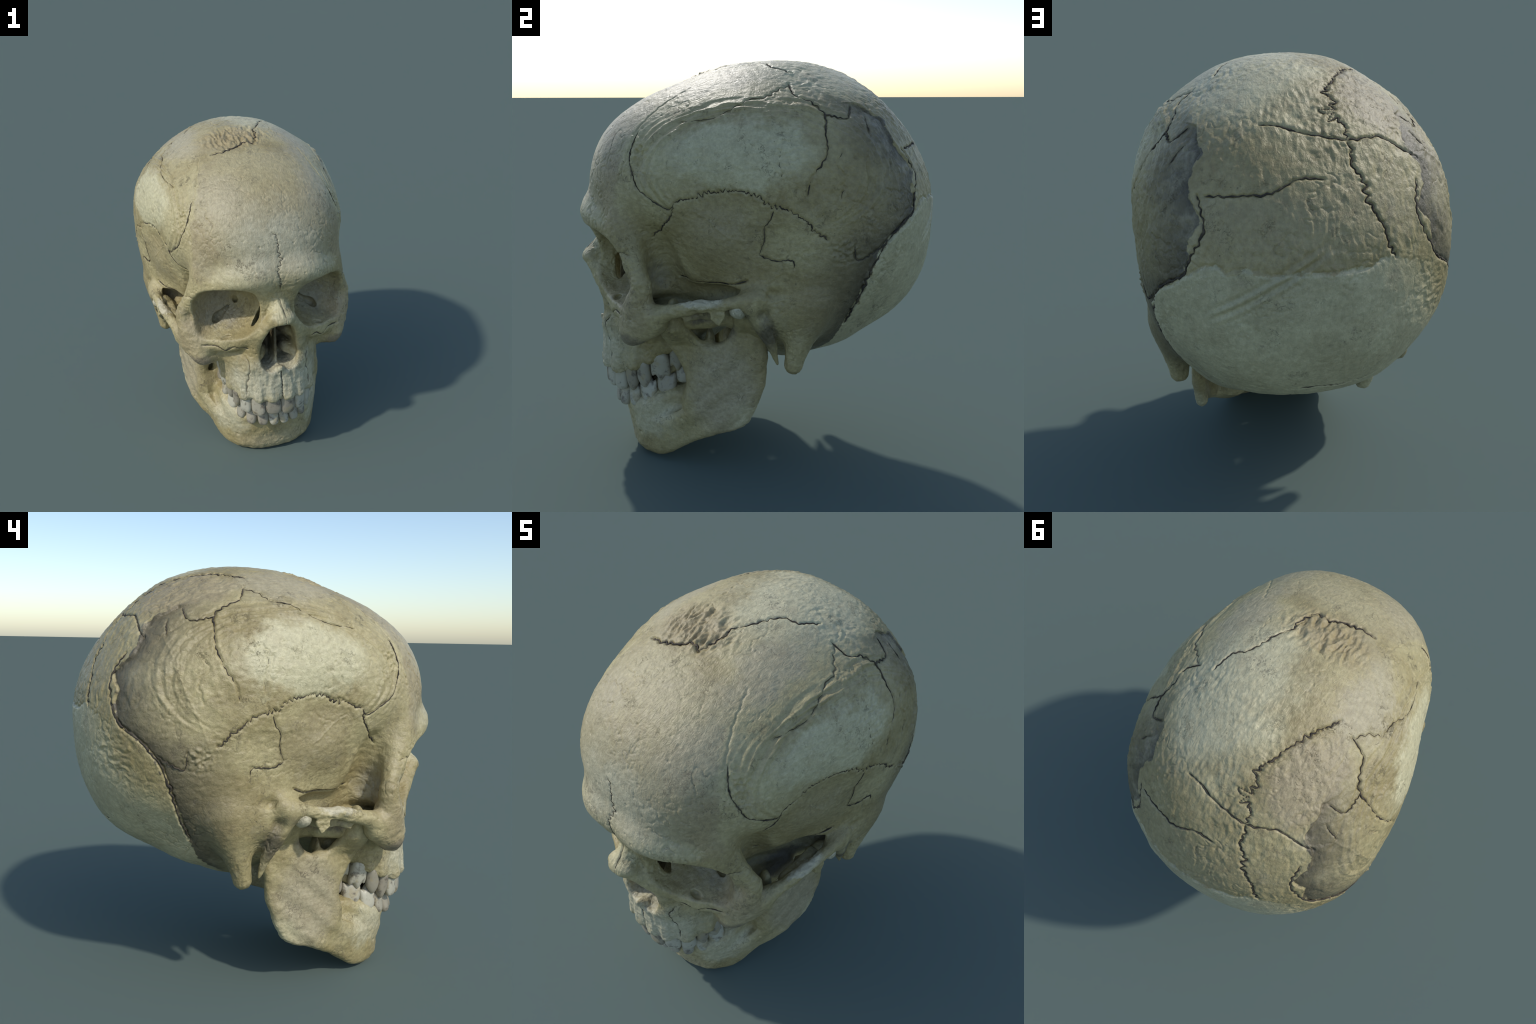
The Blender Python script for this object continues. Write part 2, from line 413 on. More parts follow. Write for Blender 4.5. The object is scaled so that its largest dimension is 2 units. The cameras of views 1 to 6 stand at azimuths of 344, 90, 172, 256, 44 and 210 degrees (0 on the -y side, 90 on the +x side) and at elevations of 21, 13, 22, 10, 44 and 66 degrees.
# Sutures and cracks of the braincase. Each: control points on the bone, zigzag amplitude, zigzag wavelength, groove depth, line radius.
# The side ones exist on both sides of the head, the others only once.
SIDE_SUTURES = {
    "temporal_step": ([(.306, -.288, 1.868), (.335, -.38, 1.808), (.362, -.455, 1.742), (.400, -.527, 1.660), (.436, -.56, 1.56), (.44, -.60, 1.46)], .008, .06, .004, .0),
    "cheek_seam": ([(.428, -.632, .823), (.359, -.666, .827), (.328, -.684, .812), (.301, -.688, .796), (.259, -.718, .825), (.215, -.72, .815), (.171, -.738, .805)], .006, .04, .007, .0020),
    "jaw_furrow": ([(.175, -.72, .74), (.165, -.746, .70), (.174, -.738, .634), (.192, -.729, .568), (.196, -.732, .50)], .005, .06, .006, .0012),
    "brow_end_seam": ([(.50, -.56, 1.125), (.477, -.60, 1.135), (.455, -.61, 1.13)], .003, .03, .004, .0014),
    "plate_crack": ([(.621, .122, 1.603), (.633, .114, 1.557), (.645, .130, 1.492), (.646, .117, 1.398), (.644, .112, 1.364)], .004, .03, .004, .0012),
    "temple_scratch": ([(.551, -.266, 1.337), (.561, -.203, 1.303), (.582, -.144, 1.250), (.593, -.105, 1.223)], .004, .04, -.003, .0),
    "rear_wrinkle": ([(.592, .387, 1.593), (.617, .358, 1.542), (.622, .399, 1.490), (.638, .381, 1.399)], .010, .05, .005, .0012),
    "squamosal": ([(.540, -.345, 1.372), (.549, -.233, 1.405), (.588, -.099, 1.434), (.631, .029, 1.410), (.637, .065, 1.377), (.649, .159, 1.352), (.652, .228, 1.306), (.650, .295, 1.246), (.646, .328, 1.223)], .017, .026, .006, .0026),
    "frontal_arc": ([(.407, -.515, 1.673), (.433, -.542, 1.614), (.458, -.552, 1.549), (.486, -.534, 1.484), (.501, -.509, 1.426), (.520, -.455, 1.384), (.530, -.375, 1.341), (.539, -.346, 1.369)], .003, .030, .005, .0024),
    "sphenofrontal": ([(.538, -.350, 1.364), (.523, -.363, 1.312), (.480, -.408, 1.254), (.430, -.457, 1.193)], .005, .022, .005, .0026),
    "rear_temporal": ([(.365, .162, 1.885), (.436, .192, 1.832), (.454, .260, 1.802), (.488, .315, 1.753), (.550, .320, 1.685), (.601, .322, 1.607), (.630, .294, 1.543), (.645, .253, 1.485), (.651, .236, 1.413)], .006, .045, .007, .0028),
    "temporal_vertical": ([(.641, .094, 1.357), (.634, .077, 1.308), (.625, .052, 1.273), (.618, .052, 1.216), (.605, .029, 1.150)], .003, .03, .004, .0016),
    "temporal_low": ([(.605, .029, 1.150), (.616, .089, 1.126), (.630, .171, 1.130), (.627, .184, 1.096)], .006, .03, .004, .0022),
    "rear_thin": ([(.486, .526, 1.662), (.537, .506, 1.617), (.577, .492, 1.552), (.622, .445, 1.424), (.636, .414, 1.359), (.645, .362, 1.233)], .006, .04, -.003, .0),
    "asterion": ([(.590, .568, 1.182), (.606, .517, 1.149), (.618, .458, 1.129), (.629, .446, 1.199)], .006, .03, .005, .0024),
    "parietal_small": ([(.398, .432, 1.779), (.469, .415, 1.731), (.487, .336, 1.746), (.491, .309, 1.753)], .006, .03, .006, .0026),
    "parietal_tiny": ([(.421, .497, 1.730), (.486, .513, 1.669)], .005, .03, .005, .0024),
    "temporal_line": ([(.376, .165, 1.877), (.415, .108, 1.856), (.464, .063, 1.825), (.474, -.007, 1.816), (.502, -.088, 1.776), (.507, -.176, 1.737), (.472, -.327, 1.719)], .010, .05, .005, .0012),
    "infratemporal": ([(.579, -.028, 1.025), (.536, -.101, .993), (.478, -.182, .977), (.440, -.257, .976), (.37, -.36, .99)], .003, .05, .008, .0022),
    "lambdoid": ([(.401, .674, 1.598), (.388, .729, 1.516), (.399, .744, 1.462), (.449, .735, 1.370), (.474, .723, 1.318), (.531, .668, 1.270), (.567, .618, 1.227), (.591, .555, 1.141), (.583, .514, 1.042), (.549, .476, .934), (.486, .417, .799)], .008, .04, .008, .0042),
}
SINGLE_SUTURES = {
    "sagittal_front": ([(-.299, .137, 1.930), (-.272, .187, 1.939), (-.242, .232, 1.947), (-.188, .324, 1.945), (-.147, .412, 1.928), (-.119, .446, 1.920)], .012, .035, .008, .0030),
    "sagittal_rear": ([(-.119, .446, 1.920), (-.108, .485, 1.905), (-.107, .521, 1.885), (-.101, .558, 1.861), (-.094, .586, 1.840), (-.121, .607, 1.819), (-.146, .625, 1.800), (-.141, .667, 1.760)], .034, .030, .007, .0024),
    "lambda_left": ([(-.141, .667, 1.760), (-.075, .663, 1.771), (-.014, .651, 1.785), (.043, .636, 1.797), (.104, .613, 1.815), (.161, .600, 1.818)], .004, .05, .008, .0026),
    "lambda_right": ([(-.141, .667, 1.760), (-.198, .653, 1.760), (-.263, .626, 1.755), (-.317, .619, 1.726), (-.378, .611, 1.689), (-.425, .598, 1.662)], .006, .05, .008, .0026),
    "lambda_down": ([(-.143, .670, 1.755), (-.143, .702, 1.721), (-.146, .731, 1.683), (-.181, .760, 1.629), (-.191, .792, 1.570), (-.233, .814, 1.494), (-.283, .832, 1.368)], .014, .04, .010, .0030),
    "occipital_crack": ([(.376, .692, 1.596), (.321, .720, 1.600), (.234, .756, 1.607), (.146, .776, 1.618), (.053, .765, 1.657), (-.037, .770, 1.652)], .005, .04, .007, .0030),
    "bregma_crack": ([(.034, -.297, 1.927), (-.020, -.280, 1.933), (-.075, -.305, 1.922), (-.135, -.322, 1.907), (-.181, -.321, 1.898), (-.233, -.320, 1.882)], .009, .04, .013, .0048),
    "coronal_left": ([(.034, -.297, 1.927), (.053, -.246, 1.944), (.082, -.174, 1.962), (.074, -.137, 1.972), (.117, -.075, 1.979), (.153, 0, 1.983), (.187, .056, 1.981), (.246, .092, 1.960), (.284, .183, 1.933)], .010, .04, .007, .0024),
    "metopic": ([(-.024, -.817, 1.534), (-.001, -.827, 1.492), (.002, -.834, 1.437), (.006, -.841, 1.382), (-.007, -.864, 1.320), (.003, -.832, 1.188)], .016, .03, .0035, .0013),
    "jaw_midline": ([(0, -.815, .665), (.005, -.802, .605), (.007, -.803, .531), (.012, -.798, .461)], .004, .03, .007, .0022),
    "nose_seam": ([(0, -.80, 1.13), (.006, -.84, 1.085), (.010, -.875, 1.04), (.012, -.897, 1.005)], .003, .04, .004, .0014),
    "nuchal": ([(.541, .658, 1.250), (.466, .730, 1.313), (.407, .767, 1.361), (.351, .798, 1.374), (.320, .817, 1.349), (.254, .843, 1.372), (.179, .869, 1.351), (.091, .885, 1.356), (-.033, .891, 1.353), (-.177, .871, 1.350), (-.229, .850, 1.374)], .010, .04, .004, .0),
    "occipital_low": ([(.057, .779, .824), (-.006, .787, .831), (-.059, .779, .824), (-.139, .768, .826), (-.222, .751, .838)], .010, .04, .007, .0026),
}

def suture_path(field, points, amplitude, wave, seed, step=.003):
    c = smooth_curve(points, 12)
    seg = np.linalg.norm(np.diff(c, axis=0), axis=1)
    s = np.concatenate([[0], np.cumsum(seg)])
    n = max(8, int(s[-1] / step))
    t = np.linspace(0, s[-1], n)
    p = np.stack([np.interp(t, s, c[:, i]) for i in range(3)], -1)
    p, nrm = onto_surface(field, p)
    tan = np.gradient(p, axis=0)
    tan /= np.linalg.norm(tan, axis=1)[:, None] + 1e-9
    side = np.cross(tan, nrm)
    k = np.stack([t, 0 * t, 0 * t], -1)
    ph = t / wave + .9 * noise3(k, wave * 2.2, seed)
    tri = np.abs((ph % 1.0) * 4 - 2) - 1
    off = amplitude * (tri * np.clip(.25 + 2.2 * noise3(k, wave * 3.3, seed + 1), 0, 1.3) + 1.1 * noise3(k, wave * .5, seed + 2) + 1.4 * noise3(k, wave * 2.3, seed + 3))
    fade = np.clip(np.minimum(t, s[-1] - t) / .02, 0, 1)
    return onto_surface(field, p + side * (off * fade)[:, None])

# edge between the pale rear plate and the dark flank, as azimuth from the back (degrees) by height
EDGE_Z = [.60, .80, .93, 1.04, 1.14, 1.227, 1.266, 1.31, 1.37, 1.447, 1.516, 1.58, 1.644, 1.725, 1.80, 1.90]
EDGE_AZ = [49, 49.4, 49, 48.6, 46.8, 42.5, 37.8, 33.7, 31.7, 31.4, 28.2, 32.5, 34.2, 32, 40, 60]
# border of the smooth forehead plate: half width by height
STEP_Z = [1.20, 1.30, 1.42, 1.55, 1.654, 1.74, 1.81, 1.87, 1.93, 2.0]
STEP_X = [.46, .45, .441, .438, .400, .362, .335, .306, .24, .0]
NUCHAL_X = [-.60, -.48, -.34, -.23, -.18, -.03, .09, .18, .25, .32, .35, .41, .47, .54, .60]
NUCHAL_Z = [1.22, 1.30, 1.348, 1.374, 1.350, 1.353, 1.356, 1.351, 1.372, 1.349, 1.374, 1.361, 1.313, 1.25, 1.20]

def nearest_distance(V, paths, reach):
    """Distance from every vertex to the closest path point, only within reach (hash grid)."""
    from mathutils import kdtree
    pts = np.concatenate([p for p, _ in paths])
    tag = np.concatenate([np.full(len(p), i) for i, (p, _) in enumerate(paths)])
    cell = reach
    keys = set()
    base = np.floor(pts / cell).astype(int)
    for dx in (-1, 0, 1):
        for dy in (-1, 0, 1):
            for dz in (-1, 0, 1):
                keys.update(map(tuple, base + [dx, dy, dz]))
    K = np.array(sorted(keys))
    code = lambda a: (a[:, 0] + 2000) * 16000000 + (a[:, 1] + 2000) * 4000 + (a[:, 2] + 2000)
    near = np.flatnonzero(np.isin(code(np.floor(V / cell).astype(int)), code(K)))
    tree = kdtree.KDTree(len(pts))
    for i, p in enumerate(pts):
        tree.insert(p, i)
    tree.balance()
    dist = np.full(len(V), 9.0)
    which = np.zeros(len(V), int)
    along = np.zeros(len(V))
    run = np.concatenate([np.arange(len(p)) * .003 for p, _ in paths])
    for i in near:
        _, j, d = tree.find(V[i])
        dist[i] = d
        which[i] = tag[j]
        along[i] = run[j]
    return dist, which, along

def bump_mask(V, centre, radii, soft=.5):
    d = np.sqrt((((V - np.array(centre)) / np.array(radii)) ** 2).sum(1))
    return np.clip((1 - d) / soft, 0, 1) ** 1.0

def where_on(mask, fn, *points):
    """mask * fn(points), evaluated only where the mask is not zero."""
    out = np.zeros(len(mask))
    on = mask > 1e-3
    if on.any():
        out[on] = mask[on] * fn(*[p[on] for p in points])
    return out

def cranium_relief(V, N, paths, params):
    x, y, z = V.T
    ax = np.abs(x)
    W = V.copy()
    W[:, 0] = ax
    sm = lambda t: np.clip(t, 0, 1) ** 2 * (3 - 2 * np.clip(t, 0, 1))
    vault = sm((z - 1.0) / .25) * sm((y + .75) / .2 + sm((z - 1.45) / .1))
    disp = .0022 * fbm(V, .09, 2, 3) + .0017 * fbm(V, .034, 2, 5)
    wrinkle = noise3(V, .11, 7) + .5 * noise3(V, .05, 8) + .25 * noise3(V, .022, 9)
    disp -= .0040 * np.exp(-(wrinkle / .035) ** 2) * sm(1.6 * noise3(V, .22, 10) + .35)
    # leathery crown and back
    back = sm((y + .05) / .35) * sm((z - 1.30) / .12)
    disp += where_on(back, lambda p: (.0048 * fbm(p + .03 * np.stack([noise3(p, .10, 15), noise3(p, .10, 16), noise3(p, .10, 17)], -1), (.024, .034, .065), 2, 11) - .0030 * (np.abs(noise3(p, .05, 13)) - .2)) * (.5 + sm(fbm(p, .25, 1, 12) * 1.5 + .6)), V)
    # pebbled sides
    sides = sm((ax - .42) / .12) * sm((z - .95) / .1)
    disp += where_on(sides, lambda p: .0020 * fbm(p, (.02, .045, .02), 2, 14), W)
    # concentric ridges of the temporal lines round the pale plate
    e = np.sqrt(((y - .02) / .42) ** 2 + ((z - 1.50) / .235) ** 2) + .03 * noise3(W, .16, 21) + .02 * noise3(W, .05, 22)
    band = np.exp(-((e - 1.22) / .17) ** 2) * sm((ax - .18) / .15) * sm((z - 1.25) / .15)
    theta = np.arctan2(z - 1.50, y - .02)
    polar = np.stack([e * .30, theta * .06, .02 * np.sign(x)], -1)
    disp += where_on(band, lambda p: .0150 * fbm(p, (.020, .030, 1), 2, 23) - .004 * np.abs(noise3(p, (.035, .02, 1), 24)), polar)
    plate = sm((1.0 - e) / .10) * sm((ax - .40) / .1)
    disp += .003 * plate
    squ = sm((1 - np.sqrt(((y + .10) / .27) ** 2 + ((z - 1.20) / .235) ** 2)) / .12) * sm((ax - .40) / .1)
    disp -= .0035 * squ
    # torn patch at the crown, rough corners
    torn = bump_mask(V, (-.06, -.19, 1.95), (.24, .16, .14), .5)
    disp += where_on(torn, lambda p: .022 * fbm(p + .02 * np.stack([noise3(p, .09, 35), noise3(p, .09, 36), 0 * p[:, 0]], -1), (.021, .060, .05), 2, 31) - .005, V)
    disp += where_on(torn, lambda p: .004 * np.abs(fbm(p, .02, 2, 32)), V)
    for c, r, amp in (((.635, .40, 1.17), (.06, .085, .075), .018), ((.44, -.500, 1.58), (.08, .07, .11), .015)):
        disp += where_on(bump_mask(W, c, r, .6), lambda p: amp * (fbm(p, .020, 2, 33) - .1), W)
    swirl = bump_mask(V, (-.46, .73, 1.17), (.16, .16, .16), .6)
    disp += where_on(swirl, lambda p: .009 * fbm(p + .05 * np.stack([noise3(p, .06, 41), noise3(p, .06, 42), noise3(p, .06, 43)], -1), (.05, .05, .020), 2, 44), V)
    # stepped plates at the back
    az = np.degrees(np.arctan2(ax, y))
    jag = .7 * noise3(V, .035, 51) + 2.4 * noise3(V, .08, 52)
    over = az - np.interp(z, EDGE_Z, EDGE_AZ) + jag
    rear = (y > .1) & (z < 1.8)
    disp -= np.where(rear & (over > 0), .010 * np.exp(-over / 5.0) * sm(over / .6), 0) * sm((z - .75) / .1)
    disp += np.where(rear & (over <= 0), .0015 * np.exp(over / 3.0), 0) * sm((z - .75) / .1)
    low = np.interp(x, NUCHAL_X, NUCHAL_Z) + .012 * noise3(V, .035, 53) + .014 * noise3(V, .08, 54) - z
    inner = (y > .3) & (over < 0)
    disp += np.where(inner & (low > 0), .0045 * sm(low / .012) * np.exp(-low / .08) * sm((x + .30) / .25), 0)
    disp -= np.where(inner & (low <= 0), .003 * np.exp(low / .03) * sm((x + .30) / .25), 0)
    # slanting ridges across the occiput
    t = (z - 1.265) + .62 * (x - .24)
    disp += np.where(y > .3, .006 * np.sin(t * 150) * np.exp(-(t / .035) ** 2) * sm((x + .05) / .1) * sm((.42 - x) / .1), 0)
    # temporal crest sweeping up from the brow's outer end
    # grooves of sutures and cracks
    d, which, along = nearest_distance(V, paths, .035)
    depth, radius = np.array([p[0] for p in params])[which], np.array([p[1] for p in params])[which]
    w = .0042 + .4 * radius
    disp += -depth * np.exp(-(d / w) ** 2) + where_on(.16 * np.abs(depth) * np.exp(-((d - .012) / .009) ** 2) * 100, lambda p: .01 * (.5 + 1.4 * noise3(p, .06, 88)), V)
    comb = np.array([p[2] for p in params])[which] * np.exp(-(d / .020) ** 2)
    disp += where_on(comb, lambda p, a: -.0055 * np.clip(np.sin(a * 2 * np.pi / .017 + 5 * noise3(p, .05, 89)), 0, 1) * np.clip(.4 + 2 * noise3(p, .06, 90), 0, 1), V, along)
    # pits: forehead, brow, cheek
    cellp = V / .042
    b = np.floor(cellp).astype(np.int64)
    h = _hash(b[:, 0], b[:, 1], b[:, 2], 91)
    jit = np.stack([((h >> s0) & 1023) / 1023 for s0 in (0, 10, 20)], -1)
    pd = np.linalg.norm((cellp - b - .2 - .6 * jit), axis=1) * .042
    front = sm((-.35 - y) / .1) * (((h >> 5) & 7) < 3)
    disp -= front * .006 * np.exp(-(pd / .005) ** 2)
    # face: streaks on the jaw, ragged gum edge
    jaw = sm((.74 - z) / .08) * (y < -.35)
    disp += where_on(jaw, lambda p: .0060 * fbm(p, (.024, .034, .13), 2, 61) + .0015 * np.abs(fbm(p, .015, 2, 62)), W)
    edge = np.exp(-((z - gum_line(y)) / .025) ** 2) * (y < -.35)
    disp += where_on(edge, lambda p: .006 * fbm(p, .022, 2, 63), W)
    face = sm((1.25 - z) / .1) * (y < -.3)
    disp += where_on(face, lambda p: .0038 * fbm(p, (.05, .05, .03), 3, 64), W)
    strap = bump_mask(W, (.58, -.24, .91), (.08, .22, .07), .4)
    disp += where_on(strap, lambda p: .010 * fbm(p, (.03, .045, .025), 2, 68), W)
    nasal = np.exp(-(ax / .09) ** 2) * sm((1.15 - z) / .03) * sm((z - .99) / .03) * (y < -.7)
    disp += where_on(nasal, lambda p: .005 * fbm(p, (.012, .06, .06), 2, 65), V)
    mast = bump_mask(W, (.53, .19, .68), (.10, .12, .18), .4)
    disp += where_on(mast, lambda p: .004 * fbm(p, (.014, .014, .12), 2, 66), W)
    tym = bump_mask(W, (.56, .06, .78), (.08, .10, .18), .4)
    disp += tym * .006 * fbm(W - np.stack([0 * z, -.6 * (z - .8), 0 * z], -1), (.02, .016, .2), 2, 67)
    return V + N * disp[:, None]

def mandible_relief(V, N):
    x, y, z = V.T
    W = V.copy()
    W[:, 0] = np.abs(x)
    disp = .004 * fbm(V, .085, 3, 71) + .0022 * fbm(W, .025, 2, 72)
    ramus = np.clip((y + .34) / .06, 0, 1)
    t = z * .75 + y * -.66
    disp += ramus * .0045 * np.sin(t * 62 + 2.0 * noise3(W, .12, 73)) * (.4 + np.clip(1 - z / .6, 0, 1))
    rough = np.clip(1 - np.abs(y + .02) / .12, 0, 1) * np.clip((.50 - z) / .1, 0, 1)
    disp += rough * .006 * fbm(W, .03, 2, 74)
    gum = np.exp(-((z - gum_line(y) + .165) / .035) ** 2) * (y < -.38)
    disp += gum * (.007 * fbm(W, (.020, .020, .05), 2, 75))
    chin = np.clip((-.45 - y) / .1, 0, 1)
    disp += chin * .004 * fbm(W, (.04, .04, .05), 2, 76)
    b = np.floor(V / .05).astype(np.int64)
    h = _hash(b[:, 0], b[:, 1], b[:, 2], 92)
    jit = np.stack([((h >> s0) & 1023) / 1023 for s0 in (0, 10, 20)], -1)
    pd = np.linalg.norm((V / .05 - b - .2 - .6 * jit), axis=1) * .05
    disp -= (((h >> 5) & 7) < 3) * .006 * np.exp(-(pd / .0055) ** 2)
    return V + N * disp[:, None]

# ------------------------------------------------------------------ materials
class Nodes:
    def __init__(self, name):
        self.m = bpy.data.materials.new(name)
        self.m.use_nodes = True
        self.t = self.m.node_tree
        self.bsdf = self.t.nodes["Principled BSDF"]

    def new(self, kind, **kw):
        n = self.t.nodes.new(kind)
        for k, v in kw.items():
            setattr(n, k, v)
        return n

    def link(self, a, b):
        self.t.links.new(a, b)

    def put(self, sock, val):
        if hasattr(val, "is_output"):
            self.link(val, sock)
        else:
            sock.default_value = val

    def math(self, op, a, b=0.0, c=0.0, clamp=False):
        n = self.new("ShaderNodeMath", operation=op, use_clamp=clamp)
        for s0, v in zip(n.inputs, (a, b, c)):
            self.put(s0, v)
        return n.outputs[0]

    def vmath(self, op, a, b=(0, 0, 0)):
        n = self.new("ShaderNodeVectorMath", operation=op)
        self.put(n.inputs[0], a)
        if op == "SCALE":
            self.put(n.inputs["Scale"], b)
        else:
            self.put(n.inputs[1], b)
        return n.outputs["Value"] if op in ("LENGTH", "DOT_PRODUCT", "DISTANCE") else n.outputs["Vector"]

    def noise(self, vec, scale, detail=3.0, rough=.55, distort=0.0, colour=False):
        n = self.new("ShaderNodeTexNoise")
        self.link(vec, n.inputs["Vector"])
        n.inputs["Scale"].default_value = scale
        n.inputs["Detail"].default_value = detail
        n.inputs["Roughness"].default_value = rough
        n.inputs["Distortion"].default_value = distort
        return n.outputs["Color" if colour else "Fac"]

    def ramp(self, val, lo, hi, to=(0.0, 1.0), smooth=True):
        n = self.new("ShaderNodeMapRange", interpolation_type="SMOOTHSTEP" if smooth else "LINEAR", clamp=True) if smooth else self.new("ShaderNodeMapRange", clamp=True)
        self.put(n.inputs["Value"], val)
        n.inputs["From Min"].default_value, n.inputs["From Max"].default_value = lo, hi
        n.inputs["To Min"].default_value, n.inputs["To Max"].default_value = to
        return n.outputs["Result"]

    def mix(self, fac, a, b, blend="MIX"):
        n = self.new("ShaderNodeMix", data_type="RGBA", blend_type=blend)
        self.put(n.inputs[0], fac)
        for i, v in ((6, a), (7, b)):
            self.put(n.inputs[i], v if hasattr(v, "is_output") else (*v, 1))
        return n.outputs[2]

    def curve(self, val, xs, ys):
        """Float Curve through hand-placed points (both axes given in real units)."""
        x0, x1, y0, y1 = min(xs), max(xs), min(ys), max(ys)
        n = self.new("ShaderNodeFloatCurve")
        c = n.mapping.curves[0]
        pts = [((x - x0) / (x1 - x0), (y - y0) / (y1 - y0)) for x, y in zip(xs, ys)]
        while len(c.points) < len(pts):
            c.points.new(.5, .5)
        for p, q in zip(c.points, pts):
            p.location = q
            p.handle_type = "VECTOR"
        n.mapping.update()
        self.link(self.ramp(val, x0, x1, (0, 1), False), n.inputs["Value"])
        return self.math("MULTIPLY_ADD", n.outputs[0], y1 - y0, y0)

TAN, PALE, CREAM = (.308, .256, .128), (.535, .500, .335), (.435, .380, .215)
BROWN, GREY, DARK = (.300, .236, .132), (.405, .362, .250), (.085, .074, .052)

def bone_material(name, kind):
    k = Nodes(name)
    co = k.new("ShaderNodeTexCoord").outputs["Object"]
    warp = k.vmath("SCALE", k.vmath("SUBTRACT", k.noise(co, 6.0, 5, .65, colour=True), (.5, .5, .5)), .26)
    warp2 = k.vmath("SCALE", k.vmath("SUBTRACT", k.noise(co, 26.0, 4, .65, colour=True), (.5, .5, .5)), .075)
    wco = k.vmath("ADD", k.vmath("ADD", co, warp), warp2)
    sep = k.new("ShaderNodeSeparateXYZ")
    k.link(co, sep.inputs[0])
    X, Y, Z = sep.outputs
    wsep = k.new("ShaderNodeSeparateXYZ")
    k.link(wco, wsep.inputs[0])
    both = k.new("ShaderNodeCombineXYZ")               # |x|: patch on both sides of the head
    k.link(k.math("ABSOLUTE", wsep.outputs[0]), both.inputs[0])
    k.link(wsep.outputs[1], both.inputs[1])
    k.link(wsep.outputs[2], both.inputs[2])

    fsep = k.new("ShaderNodeSeparateXYZ")
    k.link(k.vmath("ADD", co, warp2), fsep.inputs[0])
    near = k.new("ShaderNodeCombineXYZ")               # the same with little distortion, for small patches
    k.link(k.math("ABSOLUTE", fsep.outputs[0]), near.inputs[0])
    k.link(fsep.outputs[1], near.inputs[1])
    k.link(fsep.outputs[2], near.inputs[2])

    def patch(centre, radii, soft, pair=True):
        where = wco if not pair else near.outputs[0] if min(radii) < .125 else both.outputs[0]
        d = k.vmath("LENGTH", k.vmath("DIVIDE", k.vmath("SUBTRACT", where, centre), radii))
        return k.ramp(d, 1.0 - soft, 1.0 + soft * .3, (1, 0))

    col = k.mix(k.ramp(k.noise(co, 3.1, 4, .6), .35, .68), TAN, CREAM)
    if kind == "cranium":
        patches = [
            # pale plates
            ((.56, -.06, 1.58), (.30, .36, .17), .35, True, PALE, .95),
            ((.16, .22, 1.93), (.30, .46, .30), .5, False, PALE, .9),
            ((0, -.80, 1.46), (.40, .30, .28), .7, False, (.440, .412, .305), .8),
            ((.02, -.84, 1.47), (.22, .22, .17), .7, False, (.50, .475, .355), .75),
            ((.27, -.78, 1.30), (.22, .16, .07), .6, True, PALE, .5),
            ((.58, -.42, 1.62), (.10, .18, .22), .5, True, PALE, .5),
            ((.63, .17, 1.19), (.14, .15, .11), .6, True, CREAM, .8),
            ((0, -.72, .58), (.36, .26, .18), .5, True, (.480, .458, .345), .95),
            ((0, -.84, 1.06), (.08, .12, .08), .4, True, PALE, .6),
            # browner or greyer stains
            ((.57, -.14, 1.22), (.16, .24, .19), .35, True, (.320, .270, .148), .9),
            ((-.08, -.20, 1.95), (.24, .16, .15), .6, False, BROWN, .6),
            ((-.30, .42, 1.86), (.17, .25, .16), .35, False, (.330, .278, .172), .9),
            ((-.33, -.02, 1.88), (.13, .30, .16), .5, False, GREY, .8),
            ((.30, -.15, 1.86), (.12, .30, .14), .5, False, GREY, .8),
            ((.40, -.62, 1.42), (.16, .20, .20), .5, True, BROWN, .55),
            ((-.28, -.60, 1.70), (.17, .24, .19), .6, False, GREY, .6),
            ((.30, -.58, 1.68), (.15, .28, .16), .6, False, GREY, .6),
            ((.05, -.48, 1.86), (.16, .16, .10), .5, False, CREAM, .7),
            ((.62, .33, .95), (.20, .20, .16), .6, True, (.325, .270, .142), .8),
            ((.46, -.54, .86), (.12, .14, .20), .5, True, (.375, .312, .192), .8),
            ((.43, -.58, .70), (.10, .12, .06), .5, True, (.19, .16, .125), .8),
            ((.30, -.56, 1.02), (.18, .16, .16), .5, True, (.285, .264, .205), .8),
            ((.10, .80, 1.48), (.55, .40, .17), .5, False, (.340, .292, .165), .8),
        ]
        for c, r, soft, pair, colour, amount in patches:
            col = k.mix(k.math("MULTIPLY", patch(c, r, soft, pair), amount), col, colour)
        # rear plates with ragged edges: dark flank in front of the edge, pale plate below the nuchal edge
        az = k.math("DEGREES", k.math("ARCTAN2", k.math("ABSOLUTE", X), Y))
        jag = k.math("MULTIPLY", k.math("SUBTRACT", k.noise(co, 16, 3, .6), .5), 6.0)
        over = k.math("ADD", k.math("SUBTRACT", az, k.curve(Z, EDGE_Z, EDGE_AZ)), jag)
        back = k.math("MULTIPLY", k.ramp(Y, .12, .30), k.ramp(Z, 1.90, 1.72))
        flank = k.math("MULTIPLY", k.math("MULTIPLY", k.ramp(over, -.2, .5), k.ramp(over, 0, 27, (1, 0), False)), back)
        col = k.mix(k.math("MULTIPLY", k.math("POWER", flank, 1.3), .97), col, DARK)
        jagz = k.math("MULTIPLY", k.math("SUBTRACT", k.noise(co, 20, 3, .6), .5), .07)
        low = k.math("ADD", k.math("SUBTRACT", k.curve(X, NUCHAL_X, NUCHAL_Z), Z), jagz)
        plate = k.math("MULTIPLY", k.math("MULTIPLY", k.ramp(low, -.002, .006), k.ramp(over, .3, -.3)), k.ramp(Y, .15, .3))
        plate = k.math("MULTIPLY", plate, k.ramp(k.math("ADD", X, k.math("MULTIPLY", low, .6)), -.48, -.22))
        col = k.mix(k.math("MULTIPLY", plate, .92), col, k.mix(k.ramp(k.noise(co, 5, 3), .4, .65), (.50, .468, .315), (.42, .388, .255)))
        # forehead: greyer smooth plate inside the temporal step, yellower bone outside it
        jagx = k.math("MULTIPLY", k.math("SUBTRACT", k.noise(co, 18, 3, .6), .5), .05)
